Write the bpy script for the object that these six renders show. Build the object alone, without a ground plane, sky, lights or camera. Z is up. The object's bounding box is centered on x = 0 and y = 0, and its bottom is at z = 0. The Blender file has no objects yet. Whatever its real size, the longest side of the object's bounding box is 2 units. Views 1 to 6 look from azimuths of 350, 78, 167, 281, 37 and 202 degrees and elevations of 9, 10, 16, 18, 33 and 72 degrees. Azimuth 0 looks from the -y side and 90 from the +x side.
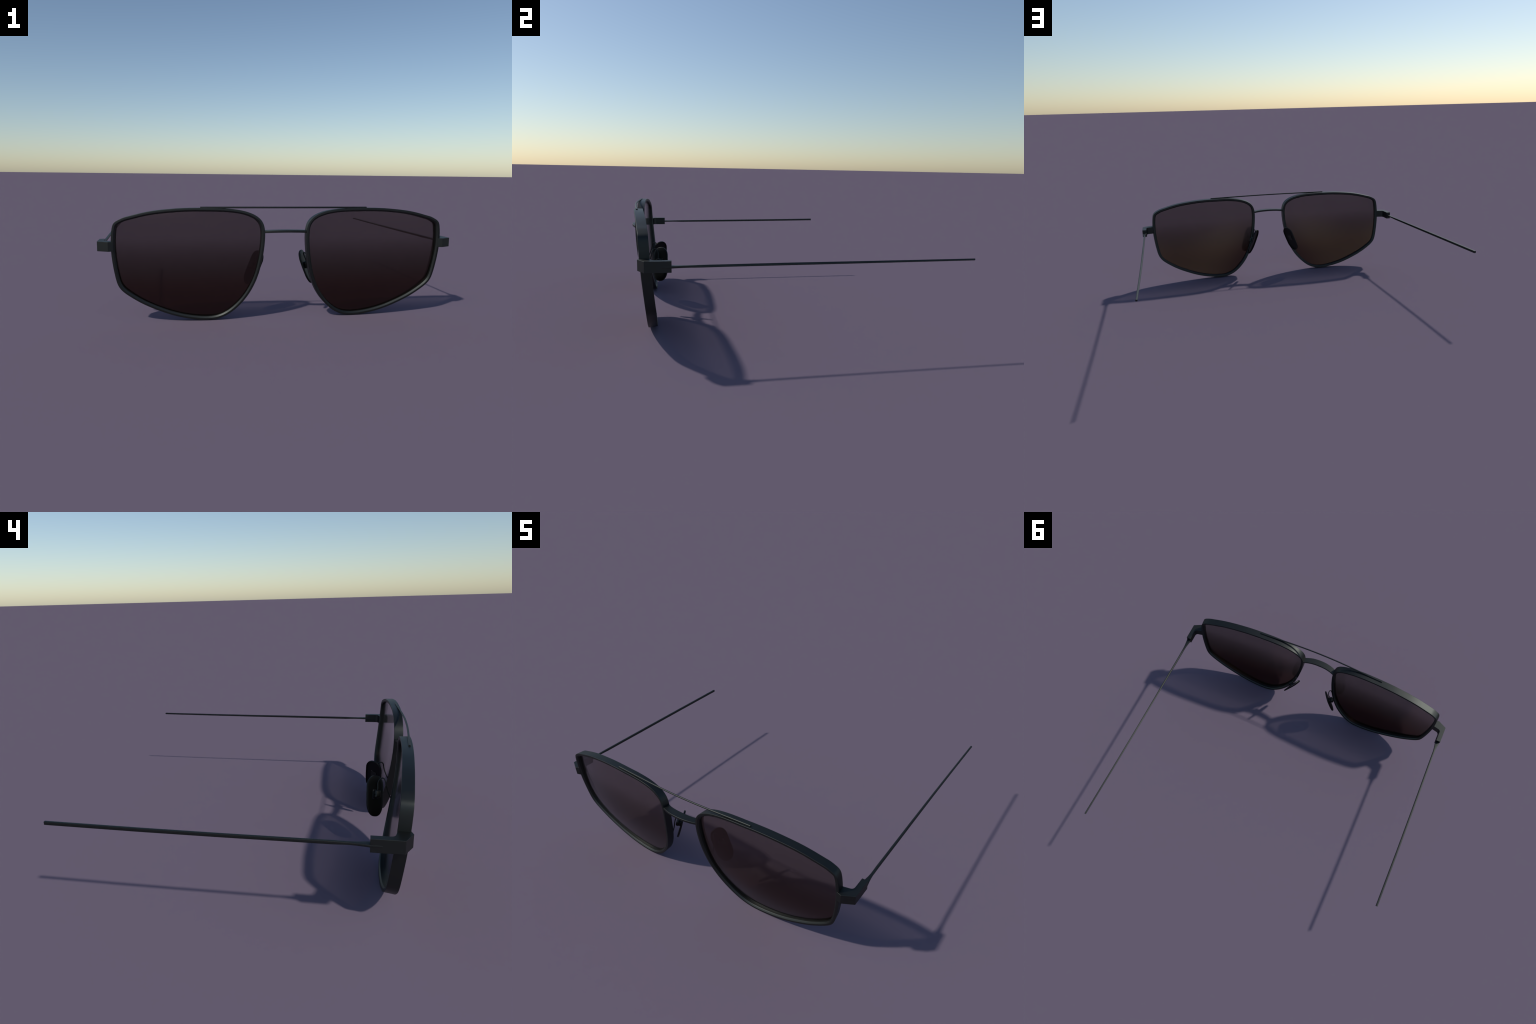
"""Metal navigator sunglasses: two deep extruded rims with tinted lenses, a curved flat
bridge, a thin round brow bar, L-shaped end pieces, thin square temples and nose pads
on bent wire arms.  x = wearer's left/right, -y = front, z = up."""
import bpy, bmesh, math
from mathutils import Vector, Matrix

# ------------------------------------------------------------------ profile data
# control points (x, z) of a closed uniform B-spline: the outer outline of one rim
OUTLINE = [
    (0.9204, 0.3300), (0.9257, 0.3893), (0.9259, 0.4510), (0.9204, 0.5074), (0.9142, 0.5365),
    (0.9025, 0.5505), (0.8878, 0.5588), (0.8734, 0.5664), (0.8561, 0.5740), (0.8267, 0.5809),
    (0.7762, 0.5950), (0.7185, 0.6069), (0.6660, 0.6136), (0.6189, 0.6182), (0.5754, 0.6220),
    (0.5337, 0.6238), (0.4928, 0.6249), (0.4516, 0.6249), (0.4087, 0.6241), (0.3620, 0.6238),
    (0.3119, 0.6214), (0.2625, 0.6158), (0.2187, 0.6067), (0.1818, 0.5936), (0.1510, 0.5759),
    (0.1279, 0.5509), (0.1165, 0.5159), (0.1146, 0.4717), (0.1178, 0.4209), (0.1242, 0.3678),
    (0.1332, 0.3162), (0.1443, 0.2667), (0.1599, 0.2194), (0.1801, 0.1743), (0.2047, 0.1317),
    (0.2346, 0.0925), (0.2690, 0.0571), (0.3082, 0.0267), (0.3531, 0.0057), (0.4020, -0.0020),
    (0.4506, -0.0003), (0.4967, 0.0055), (0.5409, 0.0132), (0.5837, 0.0240), (0.6257, 0.0370),
    (0.6673, 0.0533), (0.7100, 0.0716), (0.7548, 0.0926), (0.7999, 0.1188), (0.8373, 0.1445),
    (0.8616, 0.1629), (0.8780, 0.1786), (0.8900, 0.1945), (0.8987, 0.2129), (0.9054, 0.2373),
    (0.9126, 0.2754)
]
# face form: y of the rim's front edge over the (x, z) plane, about its middle
FX, FZ = 0.5, 0.33
FACE = dict(c=-0.7959, x=0.0682, xx=0.0665, z=-0.1230, zz=0.2071, xz=0.0281,
            xxx=-0.0938, xxz=0.0490, xzz=-0.2589, zzz=0.2668)
RIM_DEPTH = 0.0450
RIM_WIDTH = 0.0182
FRONT_LIP = 0.0016                                 # the face stands slightly proud of the fitted edge


def face_y(x, z):
    X, Z, k = x - FX, z - FZ, FACE
    return (k['c'] + k['x'] * X + k['xx'] * X * X + k['z'] * Z + k['zz'] * Z * Z + k['xz'] * X * Z
            + k['xxx'] * X ** 3 + k['xxz'] * X * X * Z + k['xzz'] * X * Z * Z + k['zzz'] * Z ** 3)


def depth_vector(x, z):
    X, Z = x - FX, z - FZ
    return Vector((-0.0023 - 0.0077 * X + 0.0051 * Z, RIM_DEPTH, 0.0017 - 0.0105 * Z + 0.0019 * X))


def closed_spline(knots, steps):
    out, n = [], len(knots)
    for i in range(n):
        a, b, c, d = (Vector(knots[(i + j) % n]) for j in (-1, 0, 1, 2))
        for s in range(steps):
            t = s / steps
            out.append(((1 - t) ** 3 * a + (3 * t ** 3 - 6 * t * t + 4) * b
                        + (-3 * t ** 3 + 3 * t * t + 3 * t + 1) * c + t ** 3 * d) / 6)
    return out


def open_spline(knots, steps):
    """Catmull-Rom through the knots."""
    k = [Vector(p) for p in knots]
    k = [2 * k[0] - k[1]] + k + [2 * k[-1] - k[-2]]
    out = []
    for i in range(1, len(k) - 2):
        a, b, c, d = k[i - 1:i + 3]
        for s in range(steps):
            t = s / steps
            out.append(0.5 * (2 * b + (c - a) * t + (2 * a - 5 * b + 4 * c - d) * t * t
                              + (3 * b - a - 3 * c + d) * t ** 3))
    return out + [k[-2]]


# ------------------------------------------------------------------ materials
def node_material(name):
    m = bpy.data.materials.new(name)
    m.use_nodes = True
    nt = m.node_tree
    for n in list(nt.nodes):
        if n.type != 'OUTPUT_MATERIAL':
            nt.nodes.remove(n)
    out = next(n for n in nt.nodes if n.type == 'OUTPUT_MATERIAL')
    return m, nt, out


def metal(name, colour, rough, metallic=1.0, spread=0.06):
    m, nt, out = node_material(name)
    b = nt.nodes.new('ShaderNodeBsdfPrincipled')
    co = nt.nodes.new('ShaderNodeTexCoord')
    noise = nt.nodes.new('ShaderNodeTexNoise')
    noise.inputs['Scale'].default_value = 260.0
    noise.inputs['Detail'].default_value = 3.0
    nt.links.new(co.outputs['Object'], noise.inputs['Vector'])
    mix = nt.nodes.new('ShaderNodeMix')
    mix.data_type = 'RGBA'
    mix.inputs[6].default_value = tuple(c * (1 - spread) for c in colour) + (1,)
    mix.inputs[7].default_value = tuple(c * (1 + spread) for c in colour) + (1,)
    nt.links.new(noise.outputs['Fac'], mix.inputs[0])
    nt.links.new(mix.outputs[2], b.inputs['Base Color'])
    rr = nt.nodes.new('ShaderNodeMapRange')
    rr.inputs['To Min'].default_value = rough - 0.02
    rr.inputs['To Max'].default_value = rough + 0.02
    nt.links.new(noise.outputs['Fac'], rr.inputs['Value'])
    nt.links.new(rr.outputs['Result'], b.inputs['Roughness'])
    b.inputs['Metallic'].default_value = metallic
    nt.links.new(b.outputs[0], out.inputs['Surface'])
    return m


def tinted_lens(name):
    """Dark tint, see-through at the top and closing towards the bottom."""
    m, nt, out = node_material(name)
    co = nt.nodes.new('ShaderNodeTexCoord')
    sep = nt.nodes.new('ShaderNodeSeparateXYZ')
    nt.links.new(co.outputs['Object'], sep.inputs[0])
    ramp = nt.nodes.new('ShaderNodeValToRGB')
    cr = ramp.color_ramp
    cr.interpolation = 'LINEAR'
    stops = LENS_STOPS
    cr.elements[0].position, cr.elements[1].position = stops[0][0], stops[-1][0]
    for p, c in stops[1:-1]:
        cr.elements.new(p)
    for e, (p, c) in zip(cr.elements, stops):
        e.color = c + (1,)
    nt.links.new(sep.outputs['Z'], ramp.inputs['Fac'])
    clear = nt.nodes.new('ShaderNodeBsdfTransparent')
    nt.links.new(ramp.outputs['Color'], clear.inputs['Color'])
    # polished surface: reflection rises towards grazing angles, same from both sides
    body = nt.nodes.new('ShaderNodeBsdfDiffuse')
    body.inputs['Color'].default_value = LENS_BODY
    gloss = nt.nodes.new('ShaderNodeBsdfGlossy')
    gloss.inputs['Roughness'].default_value = LENS_ROUGH
    facing = nt.nodes.new('ShaderNodeLayerWeight')
    facing.inputs['Blend'].default_value = 0.5
    power = nt.nodes.new('ShaderNodeMath')
    power.operation = 'POWER'
    power.inputs[1].default_value = 5.0
    nt.links.new(facing.outputs['Facing'], power.inputs[0])
    grazing = nt.nodes.new('ShaderNodeMapRange')
    grazing.inputs['From Min'].default_value = 0.0
    grazing.inputs['From Max'].default_value = 0.12
    nt.links.new(power.outputs[0], grazing.inputs['Value'])
    tint = nt.nodes.new('ShaderNodeMix')
    tint.data_type = 'RGBA'
    tint.inputs[6].default_value = LENS_GLOSS_TINT
    tint.inputs[7].default_value = (1, 1, 1, 1)
    nt.links.new(grazing.outputs['Result'], tint.inputs[0])
    nt.links.new(tint.outputs[2], gloss.inputs['Color'])
    fres = nt.nodes.new('ShaderNodeMath')
    fres.operation = 'MULTIPLY_ADD'
    fres.inputs[1].default_value = 1.0 - LENS_GLOSS
    fres.inputs[2].default_value = LENS_GLOSS
    nt.links.new(power.outputs[0], fres.inputs[0])
    coat = nt.nodes.new('ShaderNodeMixShader')
    nt.links.new(fres.outputs[0], coat.inputs[0])
    nt.links.new(body.outputs[0], coat.inputs[1])
    nt.links.new(gloss.outputs[0], coat.inputs[2])
    add = nt.nodes.new('ShaderNodeAddShader')
    nt.links.new(clear.outputs[0], add.inputs[0])
    nt.links.new(coat.outputs[0], add.inputs[1])
    nt.links.new(add.outputs[0], out.inputs['Surface'])
    return m


# per-surface transmission (a ray meets front and back of the lens)
LENS_STOPS = [(0.14, (0.150, 0.105, 0.085)), (0.20, (0.190, 0.145, 0.120)), (0.29, (0.238, 0.230, 0.208)),
              (0.37, (0.318, 0.308, 0.294)), (0.46, (0.432, 0.424, 0.415)), (0.62, (0.462, 0.455, 0.445))]
LENS_BODY = (0.0016, 0.0009, 0.0007, 1)
LENS_ROUGH = 0.15
LENS_GLOSS = 0.062
LENS_GLOSS_TINT = (1.0, 0.69, 0.62, 1)           # gloss tinted amber to warm the sky reflection on lens backs, white at grazing

GUNMETAL = metal('gunmetal', (0.050, 0.054, 0.051), 0.49)
TEMPLE_METAL = metal('temple_gunmetal', (0.050, 0.054, 0.051), 0.49)
PAD_DARK = metal('pad_dark', (0.025, 0.027, 0.027), 0.46)  # about half as bright in base colour as the frame
LENS = tinted_lens('tinted_lens')

# ------------------------------------------------------------------ helpers
ROOT = bpy.data.objects.new('sunglasses', None)
bpy.context.scene.collection.objects.link(ROOT)
ROOT['label'] = 'thin dark gunmetal navigator sunglasses with brown tinted lenses'
ROOT['category'] = 'sunglasses'


def add_mesh(name, verts, faces, mat, parent=None, side=1, angle=35, bevel=None, weighted=False):
    """side = -1 mirrors the part to the other side of the face."""
    me = bpy.data.meshes.new(name)
    vv = [(side * v[0], v[1], v[2]) for v in verts]
    ff = [tuple(reversed(f)) for f in faces] if side < 0 else faces
    me.from_pydata(vv, [], ff)
    bm = bmesh.new()
    bm.from_mesh(me)
    if bevel:
        edges = [e for e in bm.edges if len(e.link_faces) == 2 and e.calc_face_angle(0) > math.radians(30)]
        bmesh.ops.bevel(bm, geom=edges, offset=bevel, segments=2, profile=0.5, affect='EDGES')
    bmesh.ops.recalc_face_normals(bm, faces=bm.faces)
    for f in bm.faces:
        f.smooth = True
    for e in bm.edges:
        e.smooth = len(e.link_faces) == 2 and e.calc_face_angle(0) < math.radians(angle)
    bm.to_mesh(me)
    bm.free()
    me.materials.append(mat)
    o = bpy.data.objects.new(name, me)
    bpy.context.scene.collection.objects.link(o)
    o.parent = parent or ROOT
    if weighted:
        w = o.modifiers.new('weighted_normal', 'WEIGHTED_NORMAL')
        w.keep_sharp = True
    return o


def loft(rings, closed=False, caps=True):
    """Quads between rings of equal length; each ring is a closed loop."""
    n = len(rings[0])
    verts = [v for r in rings for v in r]
    faces = []
    m = len(rings)
    for i in range(m if closed else m - 1):
        j = (i + 1) % m
        for k in range(n):
            l = (k + 1) % n
            faces.append((i * n + k, i * n + l, j * n + l, j * n + k))
    if caps and not closed:
        faces.append(tuple(reversed(range(n))))
        faces.append(tuple((m - 1) * n + k for k in range(n)))
    return verts, faces


def tube(path, radius, sides=10):
    """Round wire along a path, with parallel-transported frames."""
    rings, n = [], len(path)
    up = None
    for i, p in enumerate(path):
        t = (path[min(i + 1, n - 1)] - path[max(i - 1, 0)]).normalized()
        if up is None:
            up = t.orthogonal().normalized()
        up = (up - t * up.dot(t)).normalized()
        w = t.cross(up)
        rings.append([p + radius * (math.cos(a) * up + math.sin(a) * w)
                      for a in (2 * math.pi * k / sides for k in range(sides))])
    return loft(rings)


# ------------------------------------------------------------------ rims and lenses
LOOP = closed_spline(OUTLINE, 6)
for p in LOOP:                                    # seat the lowest point on the ground
    p.y += 0.0019 * (1 - p.y / 0.625)
FRONT = [Vector((p.x, face_y(p.x, p.y), p.y)) for p in LOOP]
BACK_OFF = [depth_vector(p.x, p.y) for p in LOOP]


def loop_frames():
    n = len(FRONT)
    out = []
    for i in range(n):
        t = (FRONT[(i + 1) % n] - FRONT[i - 1]).normalized()
        d = BACK_OFF[i]
        inward = d.normalized().cross(t).normalized()
        mid = Vector((FX, FRONT[i].y, FZ))
        if inward.dot(mid - FRONT[i]) < 0:
            inward = -inward
        out.append((FRONT[i], d, inward))
    return out


def arc(cx, cy, rx, ry, a0, a1, n):
    return [(cx + rx * math.cos(math.radians(a0 + (a1 - a0) * i / n)),
             cy + ry * math.sin(math.radians(a0 + (a1 - a0) * i / n))) for i in range(n + 1)]


def rim_section():
    """(inward, depth) outline: flat outer wall, flat front face, chamfered inner lips."""
    D, W, e, c, k = RIM_DEPTH, RIM_WIDTH, 0.0017, 0.0078, 0.0060
    g = 0.0011                                     # the outline curve sits just inside the wall
    s = arc(e - g, e, e, e, 180, 270, 2)           # outer front edge
    s += [(W - c - 0.0008, 0.0), (W - c + 0.0004, 0.0004), (W - 0.0008, c - 0.0010), (W, c + 0.0006)]
    s += [(W, D - k - 0.0006), (W - 0.0006, D - k + 0.0008), (W - k + 0.0004, D - 0.0004), (W - k - 0.0008, D)]
    s += arc(e - g, D - e, e, e, 90, 180, 2)       # outer back edge
    return s


def build_rim(side):
    section = rim_section()
    rings = []
    for p, d, inn in loop_frames():
        rings.append([p + inn * a + d * ((b - FRONT_LIP * (1 - b / RIM_DEPTH)) / RIM_DEPTH) for a, b in section])
    v, f = loft(rings, closed=True)
    return add_mesh('rim', v, f, GUNMETAL, side=side, angle=70, weighted=True)


# lens surfaces as polynomials y(X, Z) about the middle of the rim: thin at the edge, fuller inside
POWERS = [(0, 0), (1, 0), (2, 0), (0, 1), (0, 2), (1, 1), (3, 0), (2, 1), (1, 2), (0, 3), (4, 0), (2, 2), (0, 4),
          (3, 1), (1, 3)]
LENS_FRONT = [-0.7906, 0.0336, 0.1065, -0.0611, 0.4016, 0.0579, 0.0958, -0.3314, 0.1077, -0.4987,
              0.1617, 0.0662, -1.1636, -0.1696, -0.6601]
LENS_BACK = [-0.7645, 0.0183, 0.0805, -0.1153, 0.1171, 0.0586, 0.2545, 0.1337, 0.1786, 0.2590,
              -0.3272, -0.1766, 0.3495, -0.5764, -0.0389]


def lens_y(k, x, z):
    X, Z = x - FX, z - FZ
    return sum(c * X ** i * Z ** j for c, (i, j) in zip(k, POWERS))


def build_lens(side):
    frames = loop_frames()
    n, rings = len(frames), 18
    inset = RIM_WIDTH - 0.004
    edge = [(p + inn * inset) for p, d, inn in frames]
    cx = sum(p.x for p in edge) / n
    cz = sum(p.z for p in edge) / n
    verts, faces = [], []
    for surface in (LENS_FRONT, LENS_BACK):
        for r in list(range(1, rings + 1)) + [0]:
            t = r / rings
            for p in (edge if r else edge[:1]):
                x, z = cx + (p.x - cx) * t, cz + (p.z - cz) * t
                verts.append(Vector((x, lens_y(surface, x, z), z)))
    half = rings * n + 1
    for s in (0, 1):
        o = s * half
        for k in range(n):
            l = (k + 1) % n
            tri = (o + half - 1, o + k, o + l)
            faces.append(tri if s == 0 else tri[::-1])
            for r in range(rings - 1):
                q = (o + r * n + k, o + (r + 1) * n + k, o + (r + 1) * n + l, o + r * n + l)
                faces.append(q if s == 0 else q[::-1])
    a, b = (rings - 1) * n, half + (rings - 1) * n
    for k in range(n):
        l = (k + 1) % n
        faces.append((a + k, b + k, b + l, a + l))
    return add_mesh('lens', verts, faces, LENS, side=side, angle=50)


# ------------------------------------------------------------------ bridge and brow bar
def build_bridge():
    """Flat strip bowed forward, as deep as the rims, flush with their front edges."""
    xs = [-0.121 + 0.242 * i / 40 for i in range(41)]
    e = 0.0022
    rings = []
    for x in xs:
        u = abs(x) / 0.121
        yf = -0.8404 + 0.0245 * u ** 2.2
        yb = -0.7965 + 0.0220 * u ** 2.6
        zt = 0.5082 - 0.0050 * u * u
        zb = zt - 0.0135
        sec = ([(yf + e + e * math.cos(a), zt - e + e * math.sin(a)) for a in (math.pi, .75 * math.pi, .5 * math.pi)]
               + [(yb - e + e * math.cos(a), zt - e + e * math.sin(a)) for a in (.5 * math.pi, .25 * math.pi, 0)]
               + [(yb - e + e * math.cos(a), zb + e + e * math.sin(a)) for a in (0, -.25 * math.pi, -.5 * math.pi)]
               + [(yf + e + e * math.cos(a), zb + e + e * math.sin(a)) for a in (-.5 * math.pi, -.75 * math.pi, -math.pi)])
        rings.append([Vector((x, y, z)) for y, z in sec])
    v, f = loft(rings)
    return add_mesh('bridge', v, f, GUNMETAL, angle=70, weighted=True)


def build_brow_bar():
    xs = [-0.461 + 0.922 * i / 60 for i in range(61)]
    path = [Vector((x, -0.8164 + 0.1407 * x * x - 0.2139 * x ** 4, 0.6284 - 0.0058 * x * x)) for x in xs]
    v, f = tube(path, 0.0047, 12)
    return add_mesh('brow_bar', v, f, GUNMETAL, angle=50)


# ------------------------------------------------------------------ end pieces and temples
def build_end_piece(side):
    plan = [(0.915, -0.7745), (0.9405, -0.7825), (0.9988, -0.7520), (0.9988, -0.6350), (0.969, -0.6350)]
    plan += [(0.952 + 0.017 * math.cos(a), -0.703 - 0.017 * math.sin(a) * 1.1)
             for a in (math.radians(k) for k in (0, 22, 45, 68, 90))]
    plan += [(0.915, -0.7300)]
    lo, hi = 0.3956, 0.4468
    rings = [[Vector((x, y, z)) for x, y in plan] for z in (lo, hi)]
    v, f = loft(rings)
    return add_mesh('end_piece', v, f, GUNMETAL, side=side, bevel=0.0010, angle=50, weighted=True)


def build_temple(side):
    """Blade set into the end piece, necking down to a thin square wire; the two differ in length."""
    # y, centre x, centre z, width, height, roll in degrees (top face turned inwards)
    root = [(-0.676, 0.984, 0.4193, 0.0306, 0.0098, 0), (-0.635, 0.984, 0.4193, 0.0306, 0.0098, 0),
            (-0.610, 0.984, 0.4193, 0.0220, 0.0098, 0), (-0.585, 0.984, 0.4194, 0.0155, 0.0096, 0),
            (-0.560, 0.984, 0.4195, 0.0120, 0.0100, 0)]
    if side > 0:
        keys = root + [(-0.500, 0.9832, 0.4196, 0.0114, 0.0120, 6), (-0.100, 0.9843, 0.4218, 0.0107, 0.0111, 22),
                       (0.200, 0.9857, 0.4229, 0.0104, 0.0098, 24), (0.500, 0.9890, 0.4247, 0.0102, 0.0092, 22),
                       (0.8370, 0.9938, 0.4272, 0.0100, 0.0088, 18)]
    else:
        keys = root + [(-0.500, 0.9845, 0.4194, 0.0118, 0.0128, 0), (-0.100, 0.9898, 0.4222, 0.0118, 0.0136, 0),
                       (0.200, 0.9923, 0.4250, 0.0120, 0.0138, 0), (0.5890, 0.9926, 0.4296, 0.0120, 0.0138, 0)]
    rings = []
    for y, x, z, w, h, roll in keys:
        hw, hh = w / 2, h / 2
        b = 0.0014
        sec = [(-hw + b, -hh), (hw - b, -hh), (hw, -hh + b), (hw, hh - b), (hw - b, hh), (-hw + b, hh),
               (-hw, hh - b), (-hw, -hh + b)]
        c, s = math.cos(math.radians(roll)), math.sin(math.radians(roll))
        rings.append([Vector((x + p * c - q * s, y, z + p * s + q * c)) for p, q in sec])
    v, f = loft(rings)
    return add_mesh('temple', v, f, TEMPLE_METAL, side=side, angle=60, weighted=True)


# ------------------------------------------------------------------ nose pads
PAD_C = Vector((0.1532, -0.6774, 0.2784))
PAD_R = Matrix(((0.7779, 0.5055, -0.3733), (-0.5404, 0.8413, 0.0132), (0.3207, 0.1914, 0.9276)))
# columns: outward normal, width axis, long axis
PAD_HL, PAD_HW, PAD_T, PAD_BOW = 0.1018, 0.0471, 0.0095, 0.0035


def pad_point(n, w, l):
    return PAD_C + PAD_R @ Vector((n + PAD_BOW * (l / PAD_HL) ** 2, w, l))


def build_nose_pad(side):
    """Thin oval cup, open towards the nose, with a square window in the middle."""
    N = 64
    hole_w, hole_l, hole_c = 0.0160, 0.0220, 0.010
    outer, inner = [], []
    for k in range(N):
        a = 2 * math.pi * k / N
        c, s = math.cos(a), math.sin(a)
        # stadium: straight sides, shorter cap above, longer cap below
        outer.append((math.copysign(abs(c) ** 0.85, c) * PAD_HW,
                      0.047 + 0.0548 * abs(s) ** 0.95 if s > 0.02 else
                      (-0.027 - 0.0748 * abs(s) ** 0.95 if s < -0.02 else 0.010)))
        q = max(abs(c), abs(s))
        inner.append((c / q * hole_w, s / q * hole_l + hole_c))
    t, e = PAD_T / 2, 0.0022
    shrink = lambda p, g: (p[0] * (1 - g / PAD_HW), p[1] * (1 - g / PAD_HL))
    floor, lip = t - 0.0020, 0.0016
    rim_in = [shrink(o, lip) for o in outer]
    ramp = lambda n, lst: [[pad_point(n, p[0] + (q[0] - p[0]) * f, p[1] + (q[1] - p[1]) * f)
                            for p, q in zip(inner, lst)] for f in (0.0, 0.33, 0.66, 1.0)]
    rings = ramp(floor, [shrink(o, lip + 0.0020) for o in outer])
    rings.append([pad_point(floor - 0.0012, *p) for p in rim_in])
    rings.append([pad_point(-t + 0.0004, *p) for p in rim_in])
    rings.append([pad_point(-t, *shrink(o, lip * 0.6)) for o in outer])
    rings.append([pad_point(-t + 0.0006, *o) for o in outer])
    rings.append([pad_point(t - e, *o) for o in outer])
    rings.append([pad_point(t - e * .3, *shrink(o, e * .3)) for o in outer])
    rings += ramp(t, [shrink(o, e) for o in outer])[::-1]
    v, f = loft(rings, closed=True)
    pad = add_mesh('nose_pad', v, f, PAD_DARK, side=side, angle=50)

    # clip block seated in the window, tapering outwards to a rounded lug
    hc = hole_c
    secs = [(0.0008, 0.0157, 0.0217), (0.0046, 0.0157, 0.0217), (0.0060, 0.0135, 0.0190), (0.0150, 0.0130, 0.0180), (0.0185, 0.0165, 0.0185),
            (0.0270, 0.0165, 0.0185), (0.0310, 0.0145, 0.0165), (0.0335, 0.0105, 0.0125)]
    rings = []
    for n, w, l in secs:
        r = []
        for k in range(24):
            a = 2 * math.pi * k / 24
            cc, ss = math.cos(a), math.sin(a)
            r.append(pad_point(n, math.copysign(abs(cc) ** 0.35, cc) * w, hc + math.copysign(abs(ss) ** 0.35, ss) * l))
        rings.append(r)
    v, f = loft(rings)
    clip = add_mesh('pad_clip', v, f, GUNMETAL, parent=pad, side=side, angle=40)

    # small screw head on the rear of the clip
    path = [pad_point(0.0235, w, hc - 0.002) for w in (0.006, 0.0165, 0.0182)]
    v, f = tube(path, 0.0050, 12)
    add_mesh('screw', v, f, PAD_DARK, parent=pad, side=side, angle=40)

    # bent wire arm from the back of the rim, up and over to the clip
    path = open_spline([Vector(p) for p in ARM_PATH], 10)
    v, f = tube(path, 0.0032, 10)
    add_mesh('pad_arm', v, f, GUNMETAL, parent=pad, side=side, angle=50)
    return pad


ARM_PATH = [(0.151, -0.762, 0.262), (0.150, -0.750, 0.280), (0.148, -0.738, 0.308), (0.147, -0.730, 0.335),
            (0.141, -0.725, 0.357), (0.132, -0.714, 0.367), (0.133, -0.698, 0.360), (0.139, -0.690, 0.344),
            (0.147, -0.690, 0.326), (0.153, -0.690, 0.312)]

for side in (1, -1):
    build_rim(side)
    build_lens(side)
    build_end_piece(side)
    build_nose_pad(side)
build_temple(1)
build_temple(-1)
build_bridge()
build_brow_bar()
